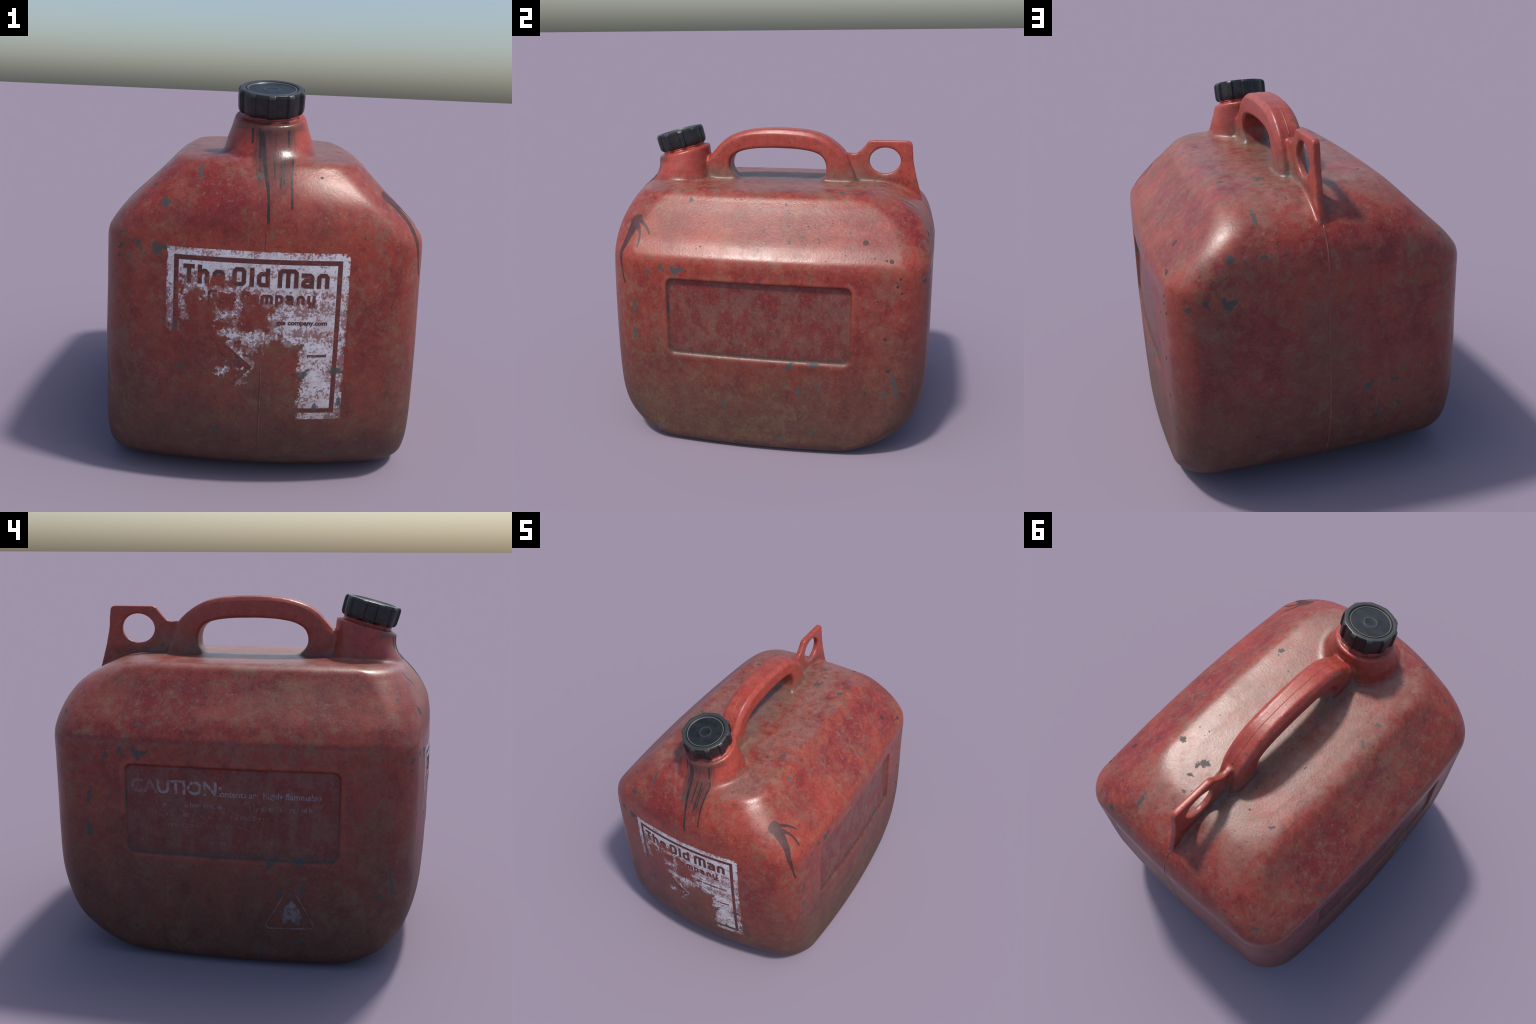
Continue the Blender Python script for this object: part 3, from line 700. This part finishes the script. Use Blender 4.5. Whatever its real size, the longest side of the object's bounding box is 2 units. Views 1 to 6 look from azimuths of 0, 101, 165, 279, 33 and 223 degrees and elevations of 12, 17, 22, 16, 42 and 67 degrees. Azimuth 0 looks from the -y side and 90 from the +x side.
# ---- typeset lines
def typeset(text, size, place, mat, name, thick=.0012, bold=0., stretch=1., parent=None):
    cu = bpy.data.curves.new(name, 'FONT'); cu.body = text; cu.size = size; cu.offset = bold; cu.resolution_u = 3
    ob = bpy.data.objects.new(name, cu); bpy.context.scene.collection.objects.link(ob)
    dg = bpy.context.evaluated_depsgraph_get(); flat = bpy.data.meshes.new_from_object(ob.evaluated_get(dg)); bpy.data.objects.remove(ob)
    bm = bmesh.new(); bm.from_mesh(flat); bmesh.ops.remove_doubles(bm, verts=bm.verts, dist=1e-5)
    top = {}
    wdt = max(v.co.x for v in bm.verts)
    pts = [(v.co.x * stretch, v.co.y) for v in bm.verts]
    F = [[v.index for v in f.verts] for f in bm.faces]; E = [(e.verts[0].index, e.verts[1].index) for e in bm.edges if e.is_boundary]
    n = len(pts); up = []; dn = []
    for a, b in pts:
        p, nn = place(a, b); up.append(p + nn * thick); dn.append(p - nn * .0012)
    FF = F + [[i + n for i in f][::-1] for f in F] + [(a, b, b + n, a + n) for a, b in E]
    bm.free(); bpy.data.meshes.remove(flat)
    o = new_object(name, up + dn, FF, mat, parent or BODY_OB, smooth=False)
    bm = bmesh.new(); bm.from_mesh(o.data); bmesh.ops.recalc_face_normals(bm, faces=bm.faces); bm.to_mesh(o.data); bm.free()
    o["kind"] = "stuff"
    return o, wdt * stretch
front_at = lambda x0, z0: (lambda a, b: cast((x0 + a, -3, z0 + b), (0, 1, 0)))
left_at = lambda y0, z0: (lambda a, b: cast((-3, y0 - a, z0 + b), (1, 0, 0)))
typeset("gas company.com", .030, front_at(.062, .812), PRINT, "label_small_print", bold=.0010, stretch=1.05)
typeset("processed", .020, front_at(.205, .664), PRINT, "label_small_print", bold=.0008, stretch=1.05)
LP = PARTS[5]
typeset("CAUTION:", .098, left_at(.525, .920), PALE, "caution_print", bold=.0028, stretch=1.02, parent=LP)
typeset("Contents are highly flammable", .047, left_at(.092, .915), PALE, "caution_print", bold=.0006, stretch=.93, parent=LP)
typeset("Do NOT expose to high temperature or any direct source of heat", .038, left_at(.512, .852), PALE, "caution_print", bold=.0006, stretch=.93, parent=LP)
typeset("Do NOT leave in direct sunlight, store in a cool dry place", .038, left_at(.520, .802), PALE, "caution_print", bold=.0006, stretch=.83, parent=LP)
typeset("Do NOT leave in contact with children", .038, left_at(.515, .748), PALE, "caution_print", bold=.0006, stretch=1.0, parent=LP)
typeset("Flammable liquid            gas company", .028, left_at(.512, .668), PALE, "caution_print", bold=.0005, stretch=1.2, parent=LP)

# ---- hazard triangle moulded low on the left side, with a worn flame
def rounded(pts, r, k=5):
    out = []; p = np.array(pts, float); n = len(p)
    for i in range(n):
        a = p[i - 1] - p[i]; b = p[(i + 1) % n] - p[i]; a /= np.linalg.norm(a); b /= np.linalg.norm(b)
        for t in np.linspace(0, 1, k):
            q0 = p[i] + a * r; q1 = p[i] + b * r; out.append((1 - t) ** 2 * q0 + 2 * t * (1 - t) * p[i] + t * t * q1)
    return np.array(out)
tri = rounded([(-.300, .475), (-.167, .227), (-.433, .235)], .035)
dense = np.concatenate([np.linspace(tri[i], tri[(i + 1) % len(tri)], 6, endpoint=False) for i in range(len(tri))])
rings = []
for i, q in enumerate(dense):
    p, n = cast((-3, q[0], q[1]), (1, 0, 0)); t = dense[(i + 1) % len(dense)] - dense[i - 1]; t /= np.linalg.norm(t); s = np.array([0, -t[1], t[0]])
    rings.append(np.array([p + s * .0055 * math.cos(a) + n * .0042 * math.sin(a) for a in np.linspace(0, 2 * math.pi, 8, endpoint=False)]))
rings.append(rings[0]); v, f = loft(rings, False, False); new_object("hazard_triangle", v, f, RIDGE, BODY_OB)
flame = [(0, .145), (-.018, .128), (-.028, .108), (-.045, .09), (-.052, .060), (-.055, .03), (-.046, .008), (-.030, -.002), (-.022, .012), (-.008, .028), (.006, .014), (.024, -.002), (.044, .004), (.056, .028), (.055, .058), (.046, .082), (.034, .10), (.020, .122)]
fl2 = rounded(flame, .006, 3); V = []; c0 = np.array((-.307, .250))
for s in (.0014, -.002):
    for fr in (1., .5):
        for q in fl2:
            a = np.array((0, .05)); w = a + (q - a) * fr; p, n = cast((-3, c0[0] - w[0], c0[1] + w[1]), (1, 0, 0)); V.append(p + n * s)
    p, n = cast((-3, c0[0], c0[1] + .05), (1, 0, 0)); V.append(p + n * s)
k = len(fl2); F = []
for i in range(k):
    j = (i + 1) % k
    F += [(i, j, k + j, k + i), (k + i, k + j, 2 * k), (2 * k + 1 + j, 2 * k + 1 + i, 3 * k + 1 + i, 3 * k + 1 + j), (3 * k + 1 + j, 3 * k + 1 + i, 4 * k + 1), (j, i, 2 * k + 1 + i, 2 * k + 1 + j)]
new_object("flame_mark", V, F, FLAME, BODY_OB)
